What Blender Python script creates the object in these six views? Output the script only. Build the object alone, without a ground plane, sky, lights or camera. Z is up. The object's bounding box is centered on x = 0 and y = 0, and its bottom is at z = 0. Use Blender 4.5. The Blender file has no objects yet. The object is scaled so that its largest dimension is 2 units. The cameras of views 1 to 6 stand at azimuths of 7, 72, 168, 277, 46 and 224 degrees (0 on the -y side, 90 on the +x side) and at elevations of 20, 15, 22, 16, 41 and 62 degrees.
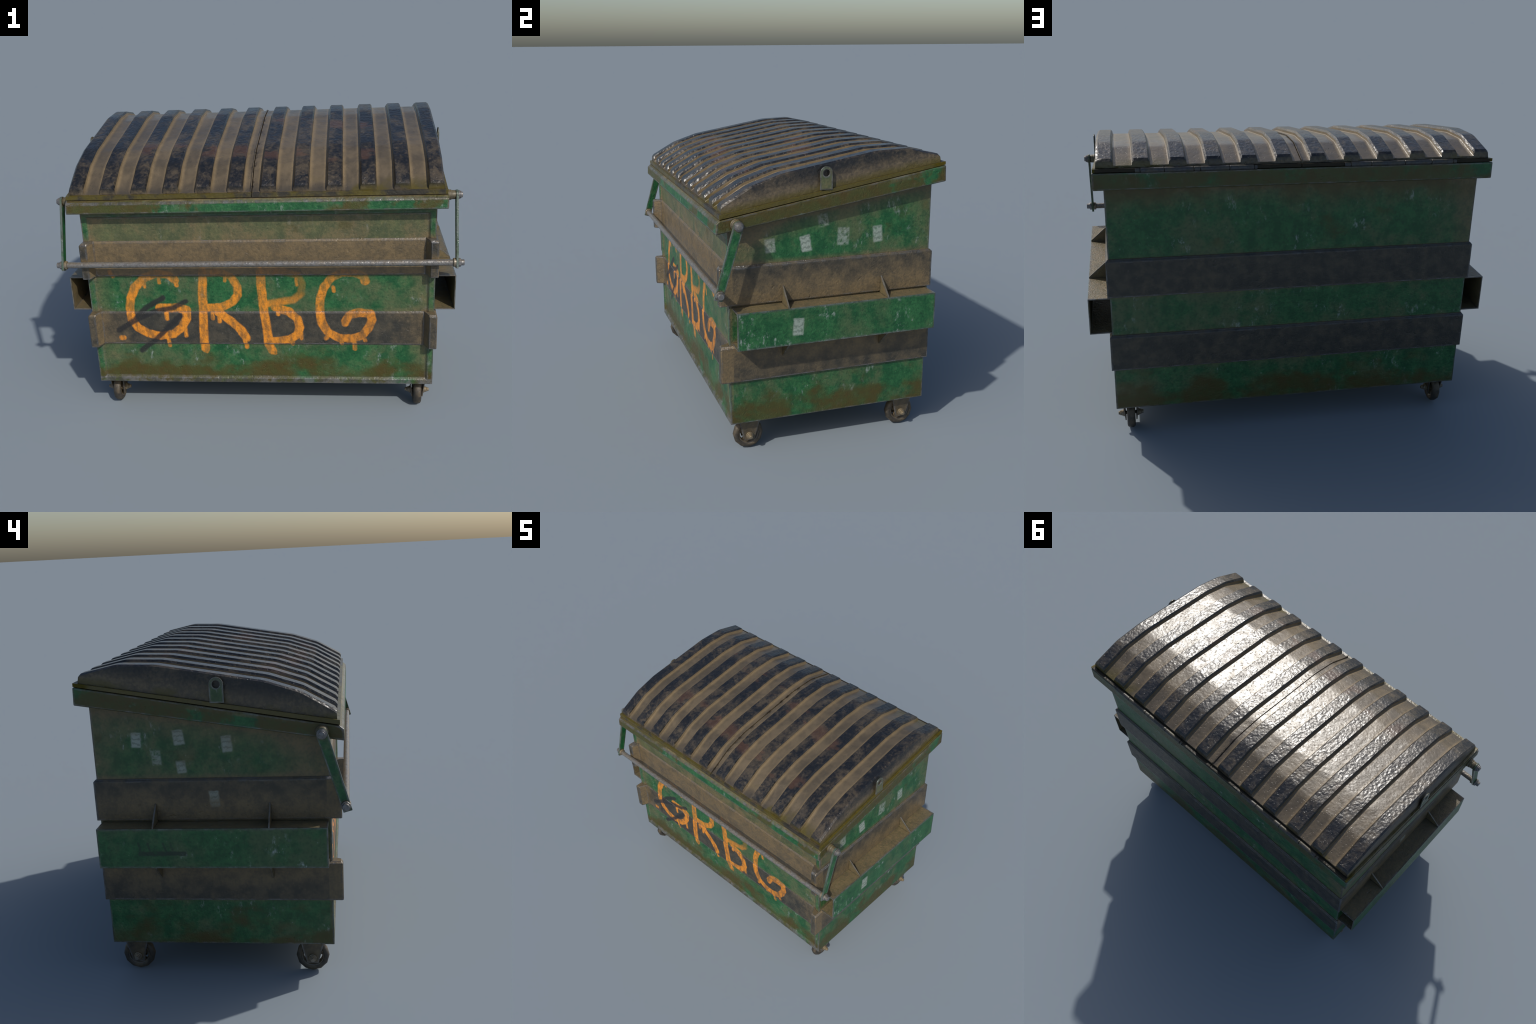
import bpy, bmesh, math, random
from mathutils import Vector, Matrix

random.seed(7)
D = bpy.data

# --------------------------------------------------------------------------
#  small node-graph language: V wraps a socket, operators add Math nodes
# --------------------------------------------------------------------------
class G:
    def __init__(self, tree):
        self.t = tree
        self.n = tree.nodes
        self.l = tree.links

    def node(self, typ, **kw):
        nd = self.n.new(typ)
        for k, v in kw.items():
            setattr(nd, k, v)
        return nd

    def put(self, sock, val):
        if isinstance(val, V):
            self.l.new(val.s, sock)
        elif val is not None:
            sock.default_value = val

    def math(self, op, a, b=None, c=None, clamp=False):
        nd = self.node('ShaderNodeMath', operation=op, use_clamp=clamp)
        self.put(nd.inputs[0], a)
        if b is not None:
            self.put(nd.inputs[1], b)
        if c is not None:
            self.put(nd.inputs[2], c)
        return V(self, nd.outputs[0])

    def ss(self, v, a, b):
        """smooth step of v from a (0) to b (1); a may exceed b"""
        nd = self.node('ShaderNodeMapRange', interpolation_type='SMOOTHSTEP')
        nd.inputs[1].default_value = min(a, b)
        nd.inputs[2].default_value = max(a, b)
        nd.inputs[3].default_value = 0.0 if a < b else 1.0
        nd.inputs[4].default_value = 1.0 if a < b else 0.0
        self.put(nd.inputs[0], v)
        return V(self, nd.outputs[0])

    def noise(self, vec, scale, detail=2.0, rough=0.55, dist=0.0):
        nd = self.node('ShaderNodeTexNoise')
        self.put(nd.inputs['Vector'], vec)
        nd.inputs['Scale'].default_value = scale
        nd.inputs['Detail'].default_value = detail
        nd.inputs['Roughness'].default_value = rough
        nd.inputs['Distortion'].default_value = dist
        return V(self, nd.outputs[0])

    def noise3(self, vec, scale, detail=2.0):
        nd = self.node('ShaderNodeTexNoise')
        self.put(nd.inputs['Vector'], vec)
        nd.inputs['Scale'].default_value = scale
        nd.inputs['Detail'].default_value = detail
        return V(self, nd.outputs[1])

    def mapping(self, vec, loc=(0, 0, 0), rot=(0, 0, 0), scale=(1, 1, 1)):
        nd = self.node('ShaderNodeMapping')
        self.put(nd.inputs[0], vec)
        nd.inputs[1].default_value = loc
        nd.inputs[2].default_value = rot
        nd.inputs[3].default_value = scale
        return V(self, nd.outputs[0])

    def vmath(self, op, a, b=None, scale=None, out=0):
        nd = self.node('ShaderNodeVectorMath', operation=op)
        self.put(nd.inputs[0], a)
        if b is not None:
            self.put(nd.inputs[1], b)
        if scale is not None:
            self.put(nd.inputs['Scale'], scale)
        return V(self, nd.outputs[out])

    def sep(self, vec):
        nd = self.node('ShaderNodeSeparateXYZ')
        self.put(nd.inputs[0], vec)
        return [V(self, o) for o in nd.outputs]

    def comb(self, x, y, z):
        nd = self.node('ShaderNodeCombineXYZ')
        for i, v in enumerate((x, y, z)):
            self.put(nd.inputs[i], v)
        return V(self, nd.outputs[0])

    def mix(self, fac, a, b):
        nd = self.node('ShaderNodeMix', data_type='RGBA')
        self.put(nd.inputs[0], fac)
        self.put(nd.inputs[6], (*a, 1) if isinstance(a, tuple) else a)
        self.put(nd.inputs[7], (*b, 1) if isinstance(b, tuple) else b)
        return V(self, nd.outputs[2])

    def lerp(self, f, a, b):
        nd = self.node('ShaderNodeMix', data_type='FLOAT')
        self.put(nd.inputs[0], f)
        self.put(nd.inputs[2], a)
        self.put(nd.inputs[3], b)
        return V(self, nd.outputs[0])

    def mn(self, a, b): return self.math('MINIMUM', a, b)
    def mx(self, a, b): return self.math('MAXIMUM', a, b)
    def absv(self, a): return self.math('ABSOLUTE', a)
    def sat(self, a): return self.math('ADD', a, 0.0, clamp=True)

    def ao(self, dist, inside=False, samples=6):
        nd = self.node('ShaderNodeAmbientOcclusion', samples=samples, inside=inside)
        nd.inputs['Distance'].default_value = dist
        return V(self, nd.outputs['AO'])

    def edge(self, radius, samples=6):
        """0 on flats, rises near edges: bevelled normal against true normal"""
        bv = self.node('ShaderNodeBevel', samples=samples)
        bv.inputs['Radius'].default_value = radius
        ge = self.node('ShaderNodeNewGeometry')
        nd = self.node('ShaderNodeVectorMath', operation='DOT_PRODUCT')
        self.l.new(bv.outputs[0], nd.inputs[0])
        self.l.new(ge.outputs['Normal'], nd.inputs[1])
        return self.math('SUBTRACT', 1.0, V(self, nd.outputs['Value']))


class V:
    def __init__(self, g, s): self.g, self.s = g, s
    def __add__(self, o): return self.g.math('ADD', self, o)
    __radd__ = __add__
    def __sub__(self, o): return self.g.math('SUBTRACT', self, o)
    def __rsub__(self, o): return self.g.math('SUBTRACT', o, self)
    def __mul__(self, o): return self.g.math('MULTIPLY', self, o)
    __rmul__ = __mul__
    def __truediv__(self, o): return self.g.math('DIVIDE', self, o)
    def inv(self): return self.g.math('SUBTRACT', 1.0, self)


def new_mat(name):
    m = D.materials.new(name)
    m.use_nodes = True
    g = G(m.node_tree)
    bsdf = next(n for n in g.n if n.type == 'BSDF_PRINCIPLED')
    tc = g.node('ShaderNodeTexCoord')
    return m, g, bsdf, V(g, tc.outputs['Object'])


def bump(g, bsdf, height, strength, dist):
    nd = g.node('ShaderNodeBump')
    nd.inputs['Strength'].default_value = strength
    nd.inputs['Distance'].default_value = dist
    g.put(nd.inputs['Height'], height)
    g.l.new(nd.outputs[0], bsdf.inputs['Normal'])


# palette (base colours)
GREEN_A = (0.006, 0.072, 0.022)
GREEN_B = (0.022, 0.118, 0.038)
GREEN_C = (0.066, 0.100, 0.044)
BLACK_A = (0.027, 0.027, 0.023)
BLACK_B = (0.062, 0.054, 0.039)
DUST_A = (0.165, 0.118, 0.060)
DUST_B = (0.108, 0.083, 0.049)
MOSS_A = (0.062, 0.042, 0.006)
MOSS_B = (0.050, 0.052, 0.009)
STEEL = (0.185, 0.185, 0.190)
SCRATCH = (0.260, 0.310, 0.285)
ORANGE = (0.720, 0.255, 0.017)
RUST = (0.110, 0.054, 0.027)

# --------------------------------------------------------------------------
#  spray lettering on the front: strokes in the x-z plane, as distance fields
# --------------------------------------------------------------------------
LETTERS = [   # (stroke half width, strength, points)
    (.0225, 1.0, [(-.423, .743), (-.457, .772), (-.522, .778), (-.578, .758), (-.634, .702), (-.664, .638),
             (-.673, .581), (-.668, .526), (-.640, .479), (-.589, .445), (-.522, .430), (-.453, .441),
             (-.405, .479), (-.376, .530), (-.374, .576), (-.420, .588), (-.515, .588)]),
    (.0225, 1.0, [(-.275, .791), (-.285, .679), (-.288, .580), (-.291, .487), (-.294, .392), (-.290, .355)]),
    (.0210, 1.0, [(-.276, .780), (-.194, .785), (-.137, .762), (-.105, .707), (-.104, .658), (-.133, .618),
             (-.194, .590), (-.273, .587)]),
    (.0225, 1.0, [(-.209, .566), (-.146, .516), (-.096, .465), (-.072, .420)]),
    (.0225, 1.0, [(.017, .789), (.017, .720), (.020, .650), (.026, .566), (.038, .473), (.044, .379), (.060, .345)]),
    (.0190, 0.7, [(.030, .788), (.125, .788), (.201, .767), (.222, .719), (.217, .664), (.177, .632), (.041, .610)]),
    (.0215, 1.0, [(.085, .590), (.150, .569), (.194, .530), (.206, .481), (.192, .440), (.150, .411), (.045, .400)]),
    (.0215, 1.0, [(.536, .730), (.528, .758), (.484, .775), (.422, .776), (.371, .752), (.332, .698), (.312, .636),
             (.309, .566), (.316, .509), (.347, .455), (.405, .422), (.469, .418), (.521, .437), (.555, .481),
             (.568, .524), (.562, .556), (.502, .562), (.456, .548), (.436, .515)]),
]
DRIPS = [(.011, (-.483, .575), (-.480, .529)), (.010, (-.387, .472), (-.386, .432)), (.010, (-.484, .420), (-.479, .372)),
         (.010, (-.206, .560), (-.205, .513)), (.010, (-.082, .410), (-.071, .364)), (.009, (-.240, .566), (-.240, .530)),
         (.008, (-.166, .762), (-.166, .735)), (.008, (-.505, .767), (-.505, .725)), (.011, (-.421, .760), (-.417, .712)),
         (.008, (-.584, .740), (-.583, .705)), (.011, (-.757, .790), (-.744, .765)), (.014, (-.733, .419), (-.723, .419)),
         (.009, (.095, .600), (.097, .553)), (.009, (.212, .450), (.212, .419)), (.009, (.066, .364), (.073, .329)),
         (.008, (.195, .745), (.196, .712)), (.011, (.482, .410), (.484, .358)), (.009, (.378, .700), (.381, .677)),
         (.010, (.527, .431), (.535, .408)), (.012, (.352, .440), (.338, .420)), (.018, (.440, .520), (.436, .502)),
         (.010, (.415, .400), (.418, .388)), (.010, (.165, .405), (.167, .385)), (.010, (-.292, .360), (-.286, .338))]
SCRIBBLE = [(.015, [(-.741, .462), (-.653, .519), (-.588, .588), (-.495, .641)]),
            (.013, [(-.656, .515), (-.542, .570), (-.440, .588), (-.377, .623)]),
            (.014, [(-.633, .344), (-.558, .401), (-.484, .472), (-.410, .544)])]


def lettering_group():
    seg = D.node_groups.new('stroke_segment', 'ShaderNodeTree')
    itf = seg.interface
    itf.new_socket('P', in_out='INPUT', socket_type='NodeSocketVector')
    itf.new_socket('A', in_out='INPUT', socket_type='NodeSocketVector')
    itf.new_socket('BA', in_out='INPUT', socket_type='NodeSocketVector')
    itf.new_socket('R', in_out='INPUT', socket_type='NodeSocketFloat')
    itf.new_socket('Prev', in_out='INPUT', socket_type='NodeSocketFloat')
    itf.new_socket('D', in_out='OUTPUT', socket_type='NodeSocketFloat')
    g = G(seg)
    gi, go = g.node('NodeGroupInput'), g.node('NodeGroupOutput')
    P, A, BA, R, Prev = [V(g, gi.outputs[i]) for i in range(5)]
    # the strokes are chained one after the other, so few values are live at once
    pa = g.vmath('SUBTRACT', g.vmath('ADD', P, Prev * 1e-6), A)
    h = g.math('DIVIDE', g.vmath('DOT_PRODUCT', pa, BA, out=1), g.vmath('DOT_PRODUCT', BA, BA, out=1), clamp=True)
    d = g.vmath('LENGTH', g.vmath('SUBTRACT', pa, g.vmath('SCALE', BA, scale=h)), out=1)
    g.l.new(g.mn(Prev, d - R).s, go.inputs[0])

    gr = D.node_groups.new('spray_lettering', 'ShaderNodeTree')
    gr.interface.new_socket('P', in_out='INPUT', socket_type='NodeSocketVector')
    for o in ('Paint', 'Faded', 'Scribble'):
        gr.interface.new_socket(o, in_out='OUTPUT', socket_type='NodeSocketFloat')
    g = G(gr)
    gi, go = g.node('NodeGroupInput'), g.node('NodeGroupOutput')
    P0 = V(g, gi.outputs[0])
    x, y, z = g.sep(P0)
    flat = g.comb(x, 0.0, z)
    wob = g.vmath('SCALE', g.vmath('SUBTRACT', g.noise3(flat, 22, 2), (.5, .5, .5)), scale=.010)
    wx, wy, wz = g.sep(wob)
    P = g.comb(x + wx, 0.0, z + wz)

    def seg_node(a, b, r, prev):
        nd = g.node('ShaderNodeGroup')
        nd.node_tree = seg
        g.put(nd.inputs[0], P)
        nd.inputs[1].default_value = (a[0], 0, a[1])
        nd.inputs[2].default_value = (b[0] - a[0], 0, b[1] - a[1])
        nd.inputs[3].default_value = r
        g.put(nd.inputs[4], prev)
        return V(g, nd.outputs[0])

    def union(segs):
        out = 1.0
        for a, b, r in segs:
            out = seg_node(a, b, r, out)
        return out
    strong = [(p[i], p[i + 1], r) for r, k, p in LETTERS if k == 1 for i in range(len(p) - 1)]
    strong += [(a, b, r) for r, a, b in DRIPS]
    weak = [(p[i], p[i + 1], r) for r, k, p in LETTERS if k != 1 for i in range(len(p) - 1)]
    dark = [(p[i], p[i + 1], r) for r, p in SCRIBBLE for i in range(len(p) - 1)]
    for i, (sg, soft) in enumerate(((strong, .0042), (weak, .008), (dark, .006))):
        g.l.new(g.ss(union(sg), soft, -soft).s, go.inputs[i])
    return gr


SPRAY = lettering_group()

# paper stickers: (y, z, half width, half height, tilt, strength)
STICK_R = [(-.293, 1.037, .025, .033, .08, .75), (-.117, 1.034, .025, .039, .17, .95), (.072, 1.055, .030, .043, -.05, .55),
           (.250, 1.053, .024, .040, .07, .75), (-.031, 1.141, .026, .032, .17, .5)]
STICK_RP = [(-.188, .665, .026, .042, -.05, .8)]
STICK_L = [(.336, 1.128, .021, .033, .05, 1.0), (.150, 1.137, .023, .033, -.12, .95), (.253, 1.047, .021, .033, -.05, .55),
           (.146, 1.005, .020, .028, -.1, .85), (-.058, 1.105, .022, .036, -.08, .9)]
STICK_LB = [(.007, .862, .021, .036, -.06, .95)]


def stickers(g, P, lst):
    """returns mask, ink"""
    x, y, z = g.sep(P)
    mask = ink = None
    er = g.noise(P, 55, 4, .65)
    for (cy, cz, hw, hh, a, k) in lst:
        u = (y - cy) * math.cos(a) + (z - cz) * math.sin(a)
        v = (z - cz) * math.cos(a) - (y - cy) * math.sin(a)
        du = g.ss(g.absv(u) + (er - .5) * .012, hw + .005, hw - .006)
        dv = g.ss(g.absv(v) + (er - .5) * .012, hh + .005, hh - .006)
        m = du * dv * g.ss(er, .62 - k * .55, .80 - k * .35) * (0.40 + 0.55 * k)
        row = g.math('SINE', v * (19.0 / hh) * .5 + (g.noise(g.comb(u, cy * 9.0, v * .4), 70, 2) - .5) * 9.0)
        i = g.ss(row, .05, .95) * g.ss(g.absv(u), hw * .95, hw * .75) * g.ss(g.absv(v), hh * .98, hh * .82)
        im = i * m
        mask = m if mask is None else g.mx(mask, m)
        ink = im if ink is None else g.mx(ink, im)
    return mask, ink


# --------------------------------------------------------------------------
#  painted steel
# --------------------------------------------------------------------------
def steel(name, dark=False, lettering=False, stick=(), moss=None, dust=0.0, zone=None,
          wear=1.0, ao_d=.05, tag=False, scale=1.0, scuffs=1.0, ledge=None):
    m, g, b, P = new_mat(name)
    x, y, z = g.sep(P)
    big = g.noise(P, 4.5 * scale, 5, .62)
    med = g.noise(g.mapping(P, loc=(3.1, 1.7, .4)), 17 * scale, 5, .65)
    fine = g.noise(g.mapping(P, loc=(1.3, 5.7, 2.2)), 75, 4, .68)
    streak = g.noise(g.mapping(P, loc=(7, 2, 1), scale=(14, 14, 2.2)), 2.0, 4, .6)
    open_ = g.ao(ao_d, samples=8)
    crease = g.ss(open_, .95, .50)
    crease_shade = g.ss(g.ao(.007, samples=5), .85, .45)
    edge = g.edge(.015, 8)

    if dark:
        col = g.mix(g.ss(med, .35, .68), BLACK_A, BLACK_B)
        col = g.mix(g.ss(fine, .56, .78) * .45, col, (.110, .105, .090))
        rough0 = .45
    else:
        col = g.mix(g.ss(med * .6 + streak * .25 + fine * .15, .40, .60), GREEN_A, GREEN_B)
        col = g.mix(g.ss(big * .7 + med * .3, .44, .62) * .75, col, GREEN_C)
        col = g.mix(g.ss(fine, .52, .36) * .45, col, (.006, .045, .018))
        col = g.mix(g.ss(fine, .58, .74) * .40, col, (.085, .125, .070))
        rough0 = .43

    # pale scuffs, slanting
    sv = g.mapping(P, rot=(.75, .75, .4), scale=(24, 24, 12))
    sc = g.noise(sv, 1.7, 5, .72)
    where = g.ss(g.noise(g.mapping(P, loc=(2.2, 9.1, 4.4)), 6.5, 3), .52, .62)
    if not dark:
        scuff = g.sat(g.ss(sc, .53, .70) * where * .75 * scuffs)
        scuff = g.mx(scuff, g.ss(fine * .6 + med * .4, .62, .70) * .55 * scuffs)
        col = g.mix(scuff, col, SCRATCH)

    if stick:
        lst, sgn = stick[0], stick[1]
        sm, si = stickers(g, P, lst)
        side = g.ss(x * float(sgn), .80, .82)
        col = g.mix(sm * side, col, (.30, .35, .31))
        col = g.mix(si * side * .52, col, (.06, .09, .07))
        if len(stick) > 2:
            sm, si = stickers(g, P, stick[2])
            side = g.ss(x * float(-sgn), .80, .82)
            col = g.mix(sm * side, col, (.30, .35, .31))
            col = g.mix(si * side * .52, col, (.06, .09, .07))
    if tag:   # felt-pen bar with short prongs on the left sleeve
        side = g.ss(x, -.80, -.82)
        wob = g.noise(P, 30, 2)
        bar = g.ss(g.absv(z - .645 + (wob - .5) * .01), .014, .006) * g.ss(g.absv(y - .235), .115, .100)
        for yy, sl in ((.337, .2), (.295, .25), (.226, .35), (.195, .25)):
            pr = g.ss(g.absv(y - yy - (z - .68) * sl), .0075, .002) * g.ss(g.absv(z - .675), .026, .018)
            bar = g.mx(bar, pr * .8)
        bar = bar * g.ss(wob, .25, .5)
        col = g.mix(bar * side * .75, col, (.012, .022, .018))

    # dust
    fr = g.ss(y, -.475, -.482)
    dn = g.ss(big * .55 + med * .45, .38, .66)
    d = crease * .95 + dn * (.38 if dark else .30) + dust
    if zone:
        d = d + zone(g, x, y, z, fr, dn, med)
    if lettering:
        nd = g.node('ShaderNodeGroup')
        nd.node_tree = SPRAY
        g.put(nd.inputs[0], P)
        pm, pf, pk = [V(g, o) for o in nd.outputs]
        spk = g.noise(P, 190, 3, .7)
        smear = g.noise(g.mapping(P, loc=(4, 1, 6), scale=(30, 30, 12)), 1.4, 4, .62)
        top = g.ss(z, .80, .69)
        pm = pm * (.66 + .30 * g.ss(fine, .36, .52)) * (.28 + .72 * top) * (.70 + .3 * g.ss(smear, .36, .58))
        pf = pf * (.22 + .65 * g.ss(z, .68, .61)) * (.6 + .4 * g.ss(med, .62, .4))
        pnt = g.mx(pm, pf) * fr * (1.0 - .22 * g.ss(x, .28, .50))
        tone = g.ss(smear * .8 + spk * .2, .62, .36)
        orange = g.mix(tone, ORANGE, (.40, .160, .022))
        orange = g.mix(g.ss(spk, .60, .75) * .4, orange, (.16, .09, .03))
        gate = d * .38
    dm = g.sat(d) * (.80 + .2 * g.ss(fine, .3, .7))
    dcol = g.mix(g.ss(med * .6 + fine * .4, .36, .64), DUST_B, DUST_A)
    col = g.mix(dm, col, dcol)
    if lettering:
        col = g.mix(g.sat(pnt * (1.0 - g.sat(gate) * .8)), col, orange)
        col = g.mix(pk * fr * (.72 + .2 * g.ss(fine, .3, .5)), col, (.016, .016, .017))
    if moss:
        mm = moss(g, x, y, z, fr, big, med)
        col = g.mix(mm, col, g.mix(g.ss(med, .35, .65), MOSS_A, MOSS_B))
    col = g.mix(crease_shade * .72, col, (.022, .017, .010))  # ambient shade of tight creases, painted into the colour as thin dark lines
    # bare metal on the outer edges
    wn = g.noise(g.mapping(P, loc=(4, 4, 4)), 30, 5, .72)
    wv = g.ss(edge * (.05 + 1.9 * g.ss(wn, .30, .72)), .008, .040) * g.ss(open_, .50, .72) * wear
    if ledge:
        wv = g.mx(wv, ledge(g, x, y, z) * g.ss(wn, .36, .58))
    col = g.mix(wv * .85, col, g.mix(g.ss(med, .40, .62), STEEL, (.075, .072, .070)))

    g.put(b.inputs['Base Color'], col)
    rough = g.lerp(g.ss(fine, .3, .7), rough0 - .06, rough0 + .10)
    rough = g.lerp(wv, rough, .24)
    g.put(b.inputs['Roughness'], rough)
    g.put(b.inputs['Metallic'], wv * .35)
    dent = g.ss(g.noise(g.mapping(P, loc=(9, 3, 7)), 34, 3, .6), .60, .78)
    hgt = g.noise(P, 55, 3, .6) * .55 + g.noise(P, 120, 2) * .42 - dent * .55 + big * .35
    bump(g, b, hgt, .45, .007)
    return m


def body_zone(g, x, y, z, fr, dn, med):
    ax = g.absv(x)
    up = g.ss(z, .93, .96)
    pan = g.ss(y, -.4925, -.489)          # sunk panel against its frame
    front = fr * up * (pan * .58 + .12) + fr * up.inv() * (g.ss(ax, .70, .83) * .42 * pan + .02)
    front = front + fr * g.ss(z, .60, .568) * g.ss(z, .55, .565) * .3
    sd = g.ss(ax, .868, .873)
    side = sd * g.ss(z - y * .16, 1.06, 1.20) * .50 + sd * g.ss(z, .985, .955) * up * .5
    side = side + sd * g.ss(y, -.20, -.42) * up * .60 + sd * up * g.ss(y, .36, .50) * .25
    side = side + sd * g.ss(x, -.8, -.86) * up * .18
    back = g.ss(y, .525, .529) * (g.ss(z, 1.15, 1.29) * .60 + up * g.ss(x, -.74, -.84) * .6 + g.ss(x, .55, .80) * g.ss(z, .35, .25) * .5)
    return front + side + back - .10


def body_moss(g, x, y, z, fr, big, med):
    """olive grime: big soft blots that sit on the lower third"""
    bl = g.noise(g.comb(x, y, z * 1.4), 4.6, 4, .55)
    low = g.ss(z + (med - .5) * .05, .36, .20)
    b = g.ss(bl + (med - .5) * .10 + low * .22, .545, .75) * g.ss(z, .40, .33) * .92
    t = g.ss(y, .525, .529) * g.ss(z, 1.14, 1.28) * g.ss(big, .40, .55) * .7
    u = g.ss(z, .94, .97) * g.ss(bl, .58, .72) * .6
    return g.sat(b + t + u)


def band_zone(g, x, y, z, fr, dn, med):
    one = g.ss(z, .65, .70)
    z1 = g.ss(z, .945, .80)
    face = g.ss(y, -.535, -.539)           # outer face of the flanges: bare
    fr = fr * face.inv()
    bk = g.ss(y, .53, .54)
    side = g.ss(g.absv(x), .880, .884)
    slope = g.ss(g.absv(x), .825, .829)
    a = one * (fr * (.85 + .2 * dn) + side * bk.inv() * (z1 * .78 + .08))
    b = one.inv() * (fr * (g.ss(g.absv(x), .60, .80) * .60 + slope * .5 - .30) + side * bk.inv() * (g.ss(z, .42, .53) * .55 + .10))
    return a + b - bk * .22 - face * .05


def rim_moss(g, x, y, z, fr, big, med):
    s = g.ss(g.absv(x), .91, .918)
    f = g.ss(y, -.53, -.545)
    m = s * g.ss(big + med * .25, .52, .62) * .92 + f * g.ss(big + .22 * g.ss(x, -.3, -.8) + .06 * g.ss(x, .2, .8), .53, .62) * .9
    return g.sat(m + g.ss(y, .57, .577) * g.ss(big, .36, .52) * .85)


def rim_zone(g, x, y, z, fr, dn, med):
    slope = (y + .5) * .16
    top = g.ss(z - slope, 1.165, 1.178) * g.ss(y, .50, .40)
    return top * .8 - .18 + g.ss(g.absv(x), .91, .918) * g.ss(y, -.36, -.5) * .6


def pocket_zone(g, x, y, z, fr, dn, med):
    ax = g.absv(x)
    face = g.ss(ax, .9735, .9755)
    return face.inv() * 1.0 - face * .42


def band_ledge(g, x, y, z):
    return g.ss(z, .9415, .9455) * g.ss(y, -.47, -.48) * .8


def rim_ledge(g, x, y, z):
    f = g.ss(y, -.5445, -.550) * g.ss(z, 1.158, 1.164) * g.ss(g.noise(g.comb(x, 0.0, 0.0), 3.0, 2), .35, .5)
    return f * .8


def body_ledge(g, x, y, z):
    return g.ss(y, -.488, -.490) * g.ss(z, .196, .186) * .75


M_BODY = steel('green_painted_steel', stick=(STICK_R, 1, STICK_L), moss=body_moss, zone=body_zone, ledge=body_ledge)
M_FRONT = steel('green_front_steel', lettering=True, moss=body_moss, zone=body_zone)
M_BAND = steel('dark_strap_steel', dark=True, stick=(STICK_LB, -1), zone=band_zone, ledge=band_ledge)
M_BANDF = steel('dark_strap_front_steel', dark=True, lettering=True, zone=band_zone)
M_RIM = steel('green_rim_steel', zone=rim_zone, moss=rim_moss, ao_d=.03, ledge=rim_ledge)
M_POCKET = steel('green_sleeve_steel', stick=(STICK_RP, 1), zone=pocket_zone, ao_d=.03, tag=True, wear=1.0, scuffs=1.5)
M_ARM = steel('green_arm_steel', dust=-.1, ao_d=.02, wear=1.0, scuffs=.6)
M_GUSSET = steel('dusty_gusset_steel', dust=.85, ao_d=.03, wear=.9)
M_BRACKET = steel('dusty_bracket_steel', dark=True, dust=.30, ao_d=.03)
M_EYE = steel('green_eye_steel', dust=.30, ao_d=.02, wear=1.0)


def dusty_metal(name, base, dustc, amount, rough, metal=.3, bstr=.35):
    m, g, b, P = new_mat(name)
    big = g.noise(P, 26, 4, .6)
    fine = g.noise(P, 90, 3, .65)
    up = g.node('ShaderNodeNewGeometry')
    nz = g.sep(V(g, up.outputs['Normal']))[2]
    crease = g.ss(g.ao(.02), .9, .5)
    d = g.sat(g.ss(big, .4, .66) * .5 + crease * .5 + g.ss(nz, .1, .9) * .35 + amount)
    col = g.mix(g.ss(fine, .4, .7), base, tuple(c * .62 for c in base))
    col = g.mix(d, col, g.mix(g.ss(fine, .35, .65), dustc, tuple(c * .75 for c in dustc)))
    col = g.mix(g.ss(g.ao(.005, samples=5), .85, .4) * .8, col, (.020, .016, .010))  # contact shade between stacked washers and heads, darkened in the colour
    g.put(b.inputs['Base Color'], col)
    g.put(b.inputs['Roughness'], g.lerp(d, rough, rough + .12))
    g.put(b.inputs['Metallic'], d.inv() * metal)
    bump(g, b, g.noise(P, 60, 3, .6) + fine * .3, bstr, .004)
    return m


M_ROD = dusty_metal('worn_grey_rod', (.200, .195, .190), (.150, .118, .075), -.12, .30, .35, .8)
M_BOLT_OLD = dusty_metal('olive_caked_bolt', (.120, .110, .090), (.115, .088, .036), .25, .40, .3, .4)
M_STUD = dusty_metal('grey_stud', (.190, .190, .195), (.125, .100, .062), -.12, .34, .4, .3)
M_BOLT = dusty_metal('dusty_bolt', (.200, .185, .160), (.220, .165, .088), .15, .34, .4, .3)
M_TYRE = dusty_metal('dusty_rubber', (.030, .028, .025), (.130, .098, .058), .12, .50, 0, .3)
M_HINGE = dusty_metal('blued_hinge_steel', (.062, .066, .074), (.075, .062, .030), .0, .38, .3, .3)


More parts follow.
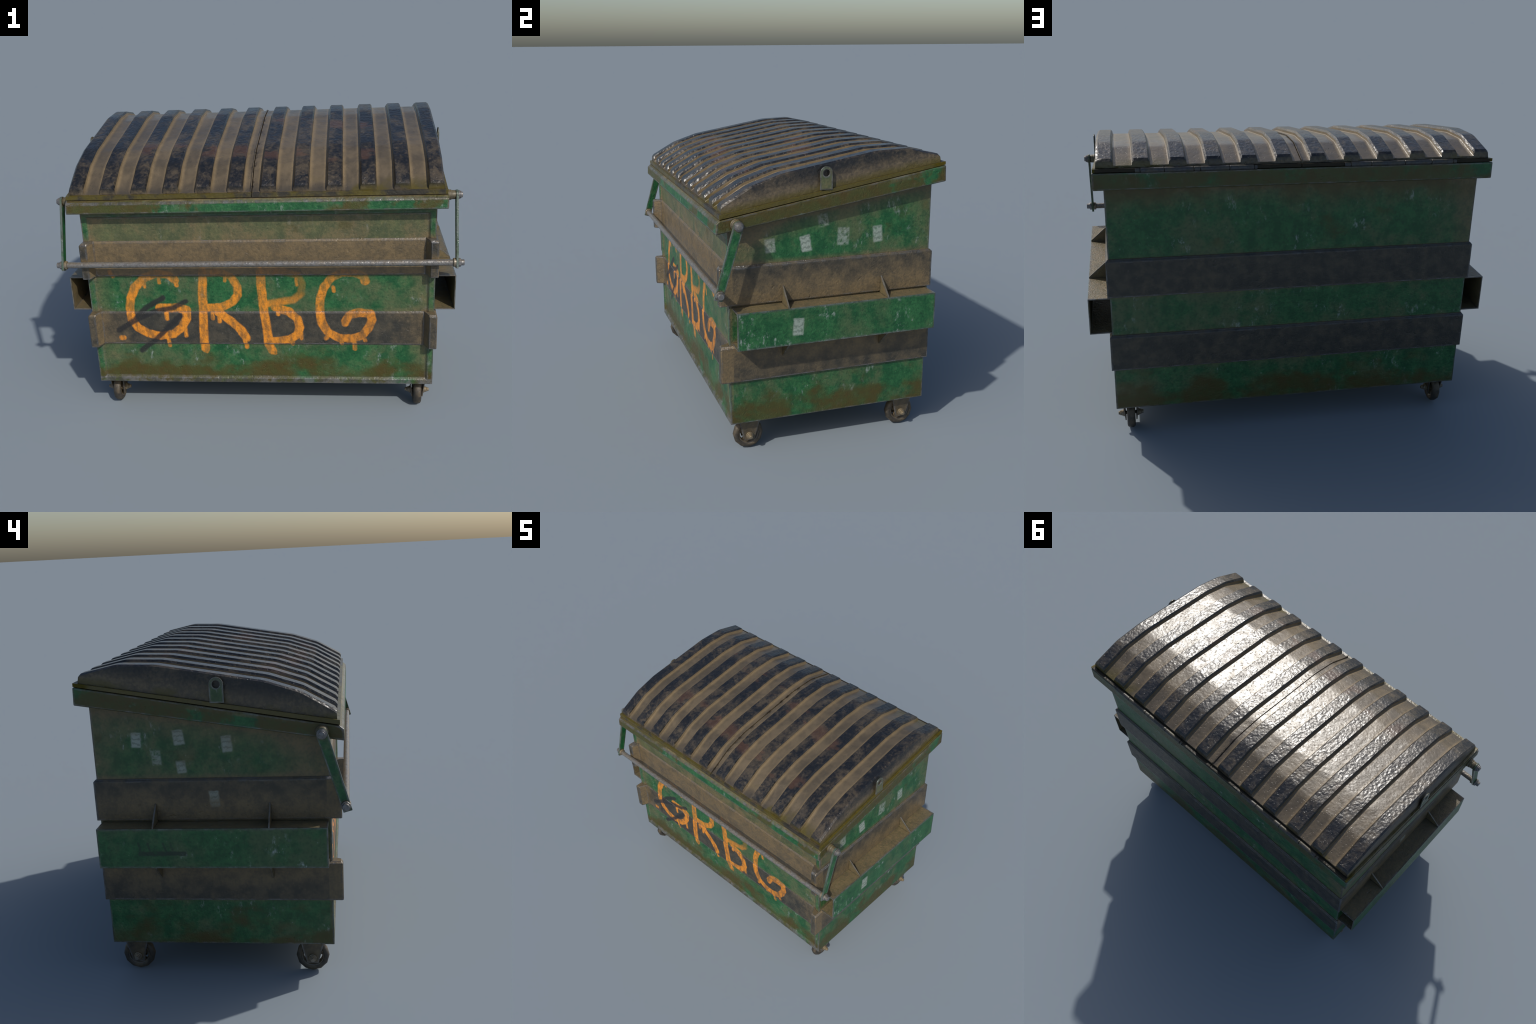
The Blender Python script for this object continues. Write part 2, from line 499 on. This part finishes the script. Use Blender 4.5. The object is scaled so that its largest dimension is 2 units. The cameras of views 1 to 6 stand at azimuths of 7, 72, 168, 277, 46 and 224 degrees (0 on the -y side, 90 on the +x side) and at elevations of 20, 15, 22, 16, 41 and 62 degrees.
# --------------------------------------------------------------------------
#  lid plastic: black, blotched with dust; grooves filled with it
# --------------------------------------------------------------------------
def lid_mat(name, kind):
    m, g, b, P = new_mat(name)
    x, y, z = g.sep(P)
    ax = g.absv(x)
    base_z = 1.203 + (y + .527) * .1707
    hb = z - base_z
    big = g.noise(P, 4.0, 4, .6)
    blot = g.noise(g.mapping(P, loc=(2, 3, 1), scale=(1, .8, 1)), 19, 6, .68, .6)
    fine = g.noise(P, 70, 4, .65)
    crease = g.ss(g.ao(.020, samples=8), .97, .60)
    crease_shade = g.ss(g.ao(.006, samples=5), .85, .45)
    black = g.mix(g.ss(fine, .4, .7), (.008, .009, .011), (.017, .016, .016))
    tan = g.mix(g.ss(fine * .5 + blot * .5, .38, .62), (.070, .056, .038), (.125, .094, .056))
    if kind == 'rib':
        k = big * .50 + blot * .50 + fine * .16
        d = g.ss(k, .52, .70) * .50
        front_foot = g.ss(hb, .034, .006) * g.ss(ax, .9, .88) * .75
        wall = g.ss(ax, .900, .9025) * g.ss(hb + (blot - .5) * .07, .10, .015) * .9
        d = g.sat(d + front_foot + wall)
        col = g.mix(d, black, tan)
        # orange rust stains lying across the middle ribs
        rn = g.noise(g.mapping(P, loc=(5, 1, 2), scale=(1, 1.4, 1)), 6.0, 3)
        rows = g.mx(g.ss(g.absv(y + .30 + x * .10), .075, .03), g.ss(g.absv(y - .12 + x * .25), .075, .03))
        ru = g.ss(rn, .47, .56) * rows * g.ss(ax, .70, .55) * .45
        col = g.mix(ru, col, g.mix(g.ss(blot, .35, .6), RUST, (.10, .05, .03)))
    elif kind == 'groove':
        shade = g.ss(blot * .6 + big * .4, .40, .62)
        col = g.mix(shade, (.160, .120, .068), (.205, .152, .085))
        # darker down the middle of each groove, brighter along its walls
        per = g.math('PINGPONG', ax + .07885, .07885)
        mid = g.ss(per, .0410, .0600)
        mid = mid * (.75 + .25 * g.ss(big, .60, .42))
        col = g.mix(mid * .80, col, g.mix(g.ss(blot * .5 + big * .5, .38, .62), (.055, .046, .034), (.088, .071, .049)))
        rag = g.ss(ax, .020, .004) * g.ss(g.noise(g.comb(x * 2, y, z), 17, 4, .7), .50, .60)
        col = g.mix(rag * .8, col, (.018, .014, .010))
        endd = g.ss(hb, .030, .004) * g.ss(y, -.40, -.50)
        col = g.mix(endd * .6, col, (.035, .032, .028))
    else:
        d = g.ss(big * .5 + blot * .55 + crease * .2, .46, .66) * g.ss(y, .50, .40)
        col = g.mix(d * .75, g.mix(blot, (.018, .017, .014), (.045, .038, .026)), tan)
    # moss along the foot of the lid
    if kind == 'lip':
        mo = g.ss(big + blot * .35, .56, .70) * .9 * g.ss(y, .56, .50)
        mo = g.mx(mo, g.ss(big + blot * .35 + .14, .56, .70) * .9 * g.ss(ax, .904, .909))
    else:
        mo = g.ss(hb + (blot - .5) * .03, .045, .004) * g.ss(big + .20 * g.ss(x, .3, .75) + .1 * g.ss(ax, .9, .903), .54, .64) * .8
    col = g.mix(g.sat(mo), col, g.mix(blot, (.105, .078, .004), (.052, .046, .008)))
    col = g.mix(crease_shade * .7, col, (.012, .010, .007))  # occlusion shade at rib feet and joints, mixed into the base colour
    g.put(b.inputs['Base Color'], col)
    lo, hi = (.34, .44) if kind == 'lip' else (.29, .38)
    wallr = g.ss(ax, .899, .902) * .16 if kind == 'rib' else 0.0
    g.put(b.inputs['Roughness'], g.lerp(g.ss(blot, .35, .65), lo, hi) + wallr)
    g.put(b.inputs['Specular IOR Level'], g.ss(y, .53, .50) * .5 + .1 if kind == 'lip' else .6)
    pits = g.ss(g.noise(g.mapping(P, loc=(3, 8, 5)), 85, 2, .55), .60, .72)
    if kind == 'groove':
        h = g.noise(P, 22, 2, .5) * .9 + g.noise(P, 75, 1, .4) * .30 - pits * .35
        bump(g, b, h, .42, .0050)
    else:
        h = g.noise(g.mapping(P, scale=(1, .8, 1)), 74, 1, .4) * .9 + g.noise(P, 30, 1) * .7 - pits * .30
        bump(g, b, h, .46, .0055)
    return m


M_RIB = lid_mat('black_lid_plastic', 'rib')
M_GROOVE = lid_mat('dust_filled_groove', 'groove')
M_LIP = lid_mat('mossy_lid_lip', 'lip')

# --------------------------------------------------------------------------
#  mesh helpers
# --------------------------------------------------------------------------
ROOT = D.objects.new('garbage_dumpster', None)
bpy.context.scene.collection.objects.link(ROOT)
ROOT['label'] = 'weathered green steel dumpster with ribbed black curved lid'
ROOT['category'] = 'garbage dumpster'


def finish(name, bm, mats, parent=ROOT, bevel=0.0, segs=2, angle=35, loc=None, mesh_only=False):
    bmesh.ops.recalc_face_normals(bm, faces=bm.faces)
    me = D.meshes.new(name)
    bm.to_mesh(me)
    bm.free()
    for mt in (mats if isinstance(mats, (list, tuple)) else [mats]):
        me.materials.append(mt)
    for p in me.polygons:
        p.use_smooth = True
    me.set_sharp_from_angle(angle=math.radians(angle))
    ob = place(name, me, parent, loc)
    if bevel:
        bv = ob.modifiers.new('edge', 'BEVEL')
        bv.width = bevel
        bv.segments = segs
        bv.limit_method = 'ANGLE'
        bv.angle_limit = math.radians(angle)
        bv.harden_normals = True
    return ob


def place(name, me, parent=ROOT, loc=None):
    ob = D.objects.new(name, me)
    bpy.context.scene.collection.objects.link(ob)
    ob.parent = parent
    if loc:
        ob.location = loc
    return ob


def prism(bm, poly, axis, a, b):
    """poly: 2D points in the plane normal to axis; extruded from a to b"""
    def p3(u, v, w):
        return {'x': (w, u, v), 'y': (u, w, v), 'z': (u, v, w)}[axis]
    lo = [bm.verts.new(p3(u, v, a)) for u, v in poly]
    hi = [bm.verts.new(p3(u, v, b)) for u, v in poly]
    n = len(poly)
    bm.faces.new(lo)
    bm.faces.new(hi[::-1])
    for i in range(n):
        bm.faces.new((lo[i], hi[i], hi[(i + 1) % n], lo[(i + 1) % n]))


def box(bm, x0, x1, y0, y1, z0, z1):
    prism(bm, [(x0, y0), (x1, y0), (x1, y1), (x0, y1)], 'z', z0, z1)


def turned(bm, cy, cz, prof, seg=20, phase=0.0):
    """solid of revolution about an x-parallel axis; prof: (x, r)"""
    rings = []
    for xx, r in prof:
        rings.append([bm.verts.new((xx, cy + r * math.cos(phase + 2 * math.pi * i / seg),
                                    cz + r * math.sin(phase + 2 * math.pi * i / seg))) for i in range(seg)])
    for a, b in zip(rings, rings[1:]):
        for i in range(seg):
            bm.faces.new((a[i], a[(i + 1) % seg], b[(i + 1) % seg], b[i]))
    bm.faces.new(rings[0])
    bm.faces.new(rings[-1][::-1])


def loft(bm, rings, closed=True):
    n = len(rings[0])
    for a, b in zip(rings, rings[1:]):
        for i in range(n if closed else n - 1):
            bm.faces.new((a[i], a[(i + 1) % n], b[(i + 1) % n], b[i]))


# --------------------------------------------------------------------------
#  body: box with a framed, slightly sunk front panel
# --------------------------------------------------------------------------
BX, BF, BB, BZ = .875, -.495, .530, .163


def build_body():
    bm = bmesh.new()
    def ring(x, z0, z1, yy):
        return [bm.verts.new(p) for p in ((-x, yy, z0), (x, yy, z0), (x, yy, z1), (-x, yy, z1))]
    back = [bm.verts.new(p) for p in ((-BX, BB, BZ), (BX, BB, BZ), (BX, BB, 1.33), (-BX, BB, 1.33))]
    front = ring(BX, BZ, 1.150, BF)
    frame = ring(.848, .186, 1.083, BF)
    panel = ring(.8375, .1965, 1.078, -.4855)
    loft(bm, [back, front, frame, panel])
    bm.faces.new(panel).material_index = 1
    bm.faces.new(back[::-1])
    return finish('body', bm, [M_BODY, M_FRONT], bevel=.0028, segs=2, angle=20)


def build_band(name, z0, z1, proud, lip):
    """strap round the box; its ends stand forward of the front as flanges"""
    bm = bmesh.new()
    fy = -.4855 - proud
    X, Yb, Yf = .886, .543, -.541
    c = .005
    half = [(.826, fy), (.845, Yf + c), (.849, Yf), (X - c, Yf), (X, Yf + c), (X, Yb)]
    inset = [(.826, fy + lip), (.8435, Yf + c + .006), (.850, Yf + .008), (X - c - .003, Yf + .008),
             (X - .0085, Yf + c + .006), (X - .0085, Yb - .010)]
    def full(h): return h + [(-x, y) for x, y in reversed(h)]
    def rg(h, z): return [bm.verts.new((x, y, z)) for x, y in full(h)]
    rings = [rg(half, z0), rg(half, z1 - .010), rg(inset, z1)]
    loft(bm, rings)
    bm.faces.new(rings[0])
    bm.faces.new(rings[-1][::-1])
    for f in bm.faces:
        c = f.calc_center_median()
        if abs(c.x) < .1 and c.y < -.47 and len(f.verts) == 4:
            f.material_index = 1
    return finish(name, bm, [M_BAND, M_BANDF], bevel=.0022, segs=2, angle=25)


build_body()
build_band('upper_strap', .767, .955, .0075, .0075)
build_band('lower_strap', .385, .568, .0055, .0050)

# rim: tilted collar round the mouth
bm = bmesh.new()
prism(bm, [(-.559, 1.117), (.581, 1.2945), (.578, 1.372), (-.539, 1.181), (-.5565, 1.167)], 'x', -.921, .921)
finish('rim', bm, M_RIM, bevel=.005, segs=3, angle=25)

# --------------------------------------------------------------------------
#  fork sleeves with gusset plates
# --------------------------------------------------------------------------
for s in (1, -1):
    bm = bmesh.new()
    t = .0055
    y0, y1, z0, z1 = -.482, .522, .5765, .758
    outer = [(.872, z1), (.976, z1), (.976, z0), (.872, z0), (.872, z0 + t), (.976 - t, z0 + t), (.976 - t, z1 - t), (.872, z1 - t)]
    prism(bm, [(s * x, z) for x, z in outer], 'y', y0, y1)
    pocket = finish('fork_sleeve', bm, M_POCKET, bevel=.0013, segs=2)
    for yy in (-.233, .271):
        for pts in ([(.870, .844), (.887, .844), (.9745, .7645), (.9745, .7560), (.870, .7560)],
                    [(.870, .492), (.887, .492), (.9715, .5720), (.9715, .5790), (.870, .5790)]):
            bm = bmesh.new()
            prism(bm, [(s * x, z) for x, z in pts], 'y', yy - .0035, yy + .0035)
            finish('gusset', bm, M_GUSSET, parent=pocket, bevel=.001, segs=1)

# --------------------------------------------------------------------------
#  lid: two ribbed halves.  Stations down the profile pair the rib crest
#  with the groove floor; across x the section steps between the two.
# --------------------------------------------------------------------------
CREST = [(-.527, 1.2030), (-.529, 1.2370), (-.519, 1.2490), (-.386, 1.3240), (-.236, 1.3735), (.222, 1.4535), (.386, 1.4595), (.542, 1.4265), (.553, 1.4165), (.557, 1.3880)]
FLOOR = [(-.527, 1.2025), (-.5262, 1.2065), (-.5235, 1.2080), (-.374, 1.3050), (-.230, 1.3535), (.222, 1.4320), (.386, 1.4380), (.5535, 1.3985), (.5562, 1.3978), (.557, 1.3875)]


def refine(prof):
    """round the flat kinks (indices 3..6) by splitting each into three points"""
    out = []
    for i, p in enumerate(prof):
        if 3 <= i <= 6:
            a, c = prof[i - 1], prof[i + 1]
            def toward(q, d):
                L = math.hypot(q[0] - p[0], q[1] - p[1])
                return (p[0] + (q[0] - p[0]) * d / L, p[1] + (q[1] - p[1]) * d / L)
            l, r = toward(a, .015), toward(c, .015)
            mid = (p[0] * .5 + (l[0] + r[0]) * .25, p[1] * .5 + (l[1] + r[1]) * .25)
            out += [l, mid, r]
        else:
            out.append(p)
    return out


CR, FL = refine(CREST), refine(FLOOR)
PITCH, GW = .1577, .0765


def lid_section():
    """list of (x, t, material) for x > 0; t = 0 groove floor, 1 crest"""
    cols = [(.0018, 0.0, 1)]
    for k in range(6):
        a = k * PITCH + GW / 2
        b = (k + 1) * PITCH - GW / 2
        if k == 5:
            b = .905
        cols += [(a, 0.0, 1), (a + .002, .10, 1), (a + .003, .58, 1), (a + .0100, 1.0, 0)]
        if k < 5:
            cols += [(b - .0100, 1.0, 0), (b - .003, .58, 1), (b - .002, .10, 1), (b, 0.0, 1)]
        else:
            cols += [(.8920, 1.0, 0), (.9012, .70, 0)]
    return cols


def base_line(y):
    return 1.2030 + (y + .527) * .1707


def build_lid(s):
    bm = bmesh.new()
    cols = lid_section()
    if s < 0:   # overlapping bead on the left half
        cols = [(.0012, .28, 1), (.0055, .28, 1), (.0070, 0.0, 1)] + cols[1:]
    grid = []
    # first column: seam wall down to the foot
    y_of = lambda i, t: FL[i][0] + t * (CR[i][0] - FL[i][0])
    z_of = lambda i, t: FL[i][1] + t * (CR[i][1] - FL[i][1])
    n = len(CR)
    x0 = cols[0][0]
    grid.append(([bm.verts.new((s * x0, y_of(i, 0), base_line(y_of(i, 0)) - .004)) for i in range(n)], 1))
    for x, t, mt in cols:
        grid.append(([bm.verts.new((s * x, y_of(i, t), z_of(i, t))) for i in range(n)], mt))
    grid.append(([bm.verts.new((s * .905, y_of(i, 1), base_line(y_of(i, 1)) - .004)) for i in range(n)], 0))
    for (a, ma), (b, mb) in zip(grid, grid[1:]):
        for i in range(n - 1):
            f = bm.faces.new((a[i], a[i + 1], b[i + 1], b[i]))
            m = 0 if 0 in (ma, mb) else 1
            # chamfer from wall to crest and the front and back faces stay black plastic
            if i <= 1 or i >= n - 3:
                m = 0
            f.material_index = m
    # foot lip under the half
    x1 = .917
    lip = [(-.540, 1.1850), (.576, 1.3745), (.576, 1.3895), (-.540, 1.2045)]
    k = len(bm.faces)
    prism(bm, [(y, z) for y, z in lip], 'x', s * .0015, s * x1)
    bm.faces.ensure_lookup_table()
    for f in bm.faces[k:]:
        f.material_index = 2
    return finish('lid', bm, [M_RIB, M_GROOVE, M_LIP], bevel=.0009, segs=1, angle=30)


LIDS = {s: build_lid(s) for s in (-1, 1)}

# lifting eyes standing on the lip
for s in (1, -1):
    bm = bmesh.new()
    cy, cz, R, r = -.0345, 1.3675, .0305, .0165
    drop = .078
    corner = math.degrees(math.atan2(drop, R))
    degs = list(range(0, 181, 15)) + [180 + corner * .35, 180 + corner * .7, 180 + corner, 250 + 0.0 * corner, 270, 290, 360 - corner, 360 - corner * .7, 360 - corner * .35]
    degs = sorted(degs)
    outer, inner = [], []
    for dg in degs:
        ca, sa = math.cos(math.radians(dg)), math.sin(math.radians(dg))
        inner.append((cy + r * ca, cz + r * sa))
        k = 1.0 if sa >= -1e-6 else min(1 / max(abs(ca), 1e-6), drop / R / max(-sa, 1e-6))
        outer.append((cy + R * ca * k, cz + R * sa * k))
    rings = []
    for lst, xx in ((outer, .914), (outer, .9205), (inner, .9205), (inner, .914)):
        rings.append([bm.verts.new((s * xx, u, v)) for u, v in lst])
    rings.append(rings[0])
    loft(bm, rings)
    finish('lifting_eye', bm, M_EYE, parent=LIDS[s], bevel=.0012, segs=2)

# hinge barrels along the back
for x_list in ((.201, .217, .326, .455, .483, .611, .714, .738), (-.739, -.721, -.615, -.485, -.325, -.228, -.198)):
    hinge = None
    for i, (a, b) in enumerate(zip(x_list, x_list[1:])):
        bm = bmesh.new()
        rr = .0118 if i not in (0, len(x_list) - 2) else .0100
        turned(bm, .5722, 1.3795, [(a + .0012, rr * .9), (a + .0025, rr), (b - .0025, rr), (b - .0012, rr * .9)], 14)
        if hinge is None:
            hinge = finish('hinge', bm, M_HINGE)
            bm2 = bmesh.new()
            prism(bm2, [(.555, 1.3725), (.579, 1.3765), (.579, 1.3845), (.555, 1.3845)], 'x', x_list[0] + .003, x_list[-1] - .003)
            finish('hinge_leaf', bm2, M_HINGE, parent=hinge)
        else:
            finish('hinge_knuckle', bm, M_HINGE, parent=hinge)

# --------------------------------------------------------------------------
#  lid bar: rod across the front on two swinging arms
# --------------------------------------------------------------------------
UP, LO = (-.466, 1.160), (-.559, .8535)
bm = bmesh.new()
turned(bm, LO[0], LO[1], [(-.952, .0152)] + [(-.952 + 1.904 * i / 40, .0152) for i in range(1, 40)] + [(.952, .0152)], 20)
finish('lock_bar', bm, M_ROD)


def hexa(bm, cy, cz, r, x0, x1, ph=.2):
    turned(bm, cy, cz, [(x0, r), (x1 - (x1 - x0) * .25, r), (x1, r * .88)], 6, ph)


for s in (1, -1):
    bm = bmesh.new()
    dy, dz = LO[0] - UP[0], LO[1] - UP[1]
    L = math.hypot(dy, dz)
    d, p = (dy / L, dz / L), (dz / L, -dy / L)
    pts = []
    for i in range(13):
        a = math.pi * i / 12
        c_, s_ = math.cos(a), math.sin(a)
        pts.append((UP[0] + .0245 * (p[0] * c_ - d[0] * s_), UP[1] + .0245 * (p[1] * c_ - d[1] * s_)))
    for w in (-.0195, .0195):
        pts.append((LO[0] + p[0] * w + d[0] * .0275, LO[1] + p[1] * w + d[1] * .0275))
    prism(bm, pts, 'x', s * .9605, s * .9715)
    arm = finish('bar_arm', bm, M_ARM, bevel=.0015, segs=2)
    bm = bmesh.new()
    X = lambda pr: [(s * x, r) for x, r in pr]
    turned(bm, *UP, X([(.918, .027), (.927, .027), (.929, .0245), (.938, .0245), (.942, .0215), (.955, .0215), (.9604, .019)]), 24)
    finish('boss', bm, M_BOLT_OLD, parent=arm, bevel=.001, segs=1)
    bm = bmesh.new()
    turned(bm, *UP, X([(.9716, .0215), (.977, .0215), (.9785, .018)]), 24)
    turned(bm, *UP, X([(.9786, .0185), (.9845, .0185), (.9855, .0145), (.9915, .0135), (.9925, .0115)]), 20)
    finish('bolt', bm, M_STUD, parent=arm, bevel=.0008, segs=1)
    bm = bmesh.new()
    turned(bm, *LO, X([(.948, .0195), (.950, .0215), (.956, .0215), (.9604, .0205)]), 24)
    finish('collar', bm, M_BOLT, parent=arm)
    bm = bmesh.new()
    turned(bm, *LO, X([(.9716, .0215), (.979, .0220), (.984, .0200)]), 8, .3)
    turned(bm, *LO, X([(.9841, .0158), (.986, .0150), (.9985, .0145), (1.0, .0125)]), 20)
    finish('bolt', bm, M_STUD, parent=arm, bevel=.0008, segs=1)

# --------------------------------------------------------------------------
#  casters
# --------------------------------------------------------------------------
def wheel_rings(prof, seg, ph):
    return [[(x, r * math.cos(ph + 2 * math.pi * i / seg), r * math.sin(ph + 2 * math.pi * i / seg)) for i in range(seg)] for x, r in prof]


R, SEG = .0762, 12
PH = -math.pi / 2
meshes = {}


def build_caster():
    parts = []
    bm = bmesh.new()
    prof = [(-.0155, .050), (-.0185, .054), (-.0205, .060), (-.0195, .067), (-.0150, .0725), (-.0080, .0755), (.0, R),
            (.0080, .0755), (.0150, .0725), (.0195, .067), (.0205, .060), (.0185, .054), (.0155, .050)]
    rings = [[bm.verts.new(v) for v in rg] for rg in wheel_rings(prof, SEG, PH)]
    loft(bm, rings + [rings[0]])
    parts.append(('tyre', bm, M_TYRE, 0, 60))
    bm = bmesh.new()
    prof = [(-.012, .043), (-.0165, .0475), (-.0165, .052), (.0165, .052), (.0165, .0475), (.012, .043)]
    rings = [[bm.verts.new(v) for v in rg] for rg in wheel_rings(prof, 24, PH)]
    loft(bm, rings + [rings[0]])
    turned(bm, 0, 0, [(-.021, .017), (-.019, .019), (.019, .019), (.021, .017)], 20)
    for k in range(5):
        a = 2 * math.pi * k / 5 + .35
        ca, sa = math.cos(a), math.sin(a)
        q = []
        for rr, w in ((.012, .010), (.046, .0085)):
            q += [(rr * ca - w * sa, rr * sa + w * ca), (rr * ca + w * sa, rr * sa - w * ca)]
        prism(bm, [q[0], q[1], q[3], q[2]], 'x', -.006, .006)
    parts.append(('wheel_rim', bm, M_BRACKET, .001, 35))
    bm = bmesh.new()
    zt = .164 - .0762
    for s in (1, -1):   # cheek plates lean in towards the axle
        t = .0055
        pts = [(-.0555, zt, .0400), (.0555, zt, .0400), (.0265, -.0295, .0295), (-.0265, -.0295, .0295)]
        a = [bm.verts.new((s * (x - t), y, z)) for y, z, x in pts]
        b = [bm.verts.new((s * x, y, z)) for y, z, x in pts]
        bm.faces.new(a)
        bm.faces.new(b[::-1])
        loft(bm, [a, b])
    prism(bm, [(-.0405, -.0555), (.0405, -.0555), (.0405, .0555), (-.0405, .0555)], 'z', zt - .006, zt)
    parts.append(('fork_bracket', bm, M_BRACKET, .0012, 35))
    bm = bmesh.new()
    turned(bm, 0, 0, [(-.0625, .0075), (-.0610, .0088), (.0610, .0088), (.0625, .0075)], 16)
    for s in (1, -1):
        turned(bm, 0, 0, [(s * .0315, .0185), (s * .0390, .0185), (s * .0400, .0160)], 20)
        turned(bm, 0, 0, [(s * .0401, .0150), (s * .0470, .0145), (s * .0480, .0125)], 20)
        turned(bm, 0, 0, [(s * .0481, .0128), (s * .0540, .0128), (s * .0550, .0110)], 6, .4)
    parts.append(('axle', bm, M_BOLT, .0006, 35))
    return parts


first = True
for x in (.806, -.806):
    for y in (-.3925, .430):
        if first:
            cast = D.objects.new('caster', None)
            parts = []
            bpy.context.scene.collection.objects.link(cast)
            cast.parent = ROOT
            cast.location = (x, y, R)
            for nm, bm, mt, bv, an in build_caster():
                parts.append(finish(nm, bm, mt, parent=cast, bevel=bv, segs=1, angle=an))
            first = False
        else:
            cast = D.objects.new('caster', None)
            bpy.context.scene.collection.objects.link(cast)
            cast.parent = ROOT
            cast.location = (x, y, R)
            for o in parts:
                c = o.copy()
                bpy.context.scene.collection.objects.link(c)
                c.parent = cast
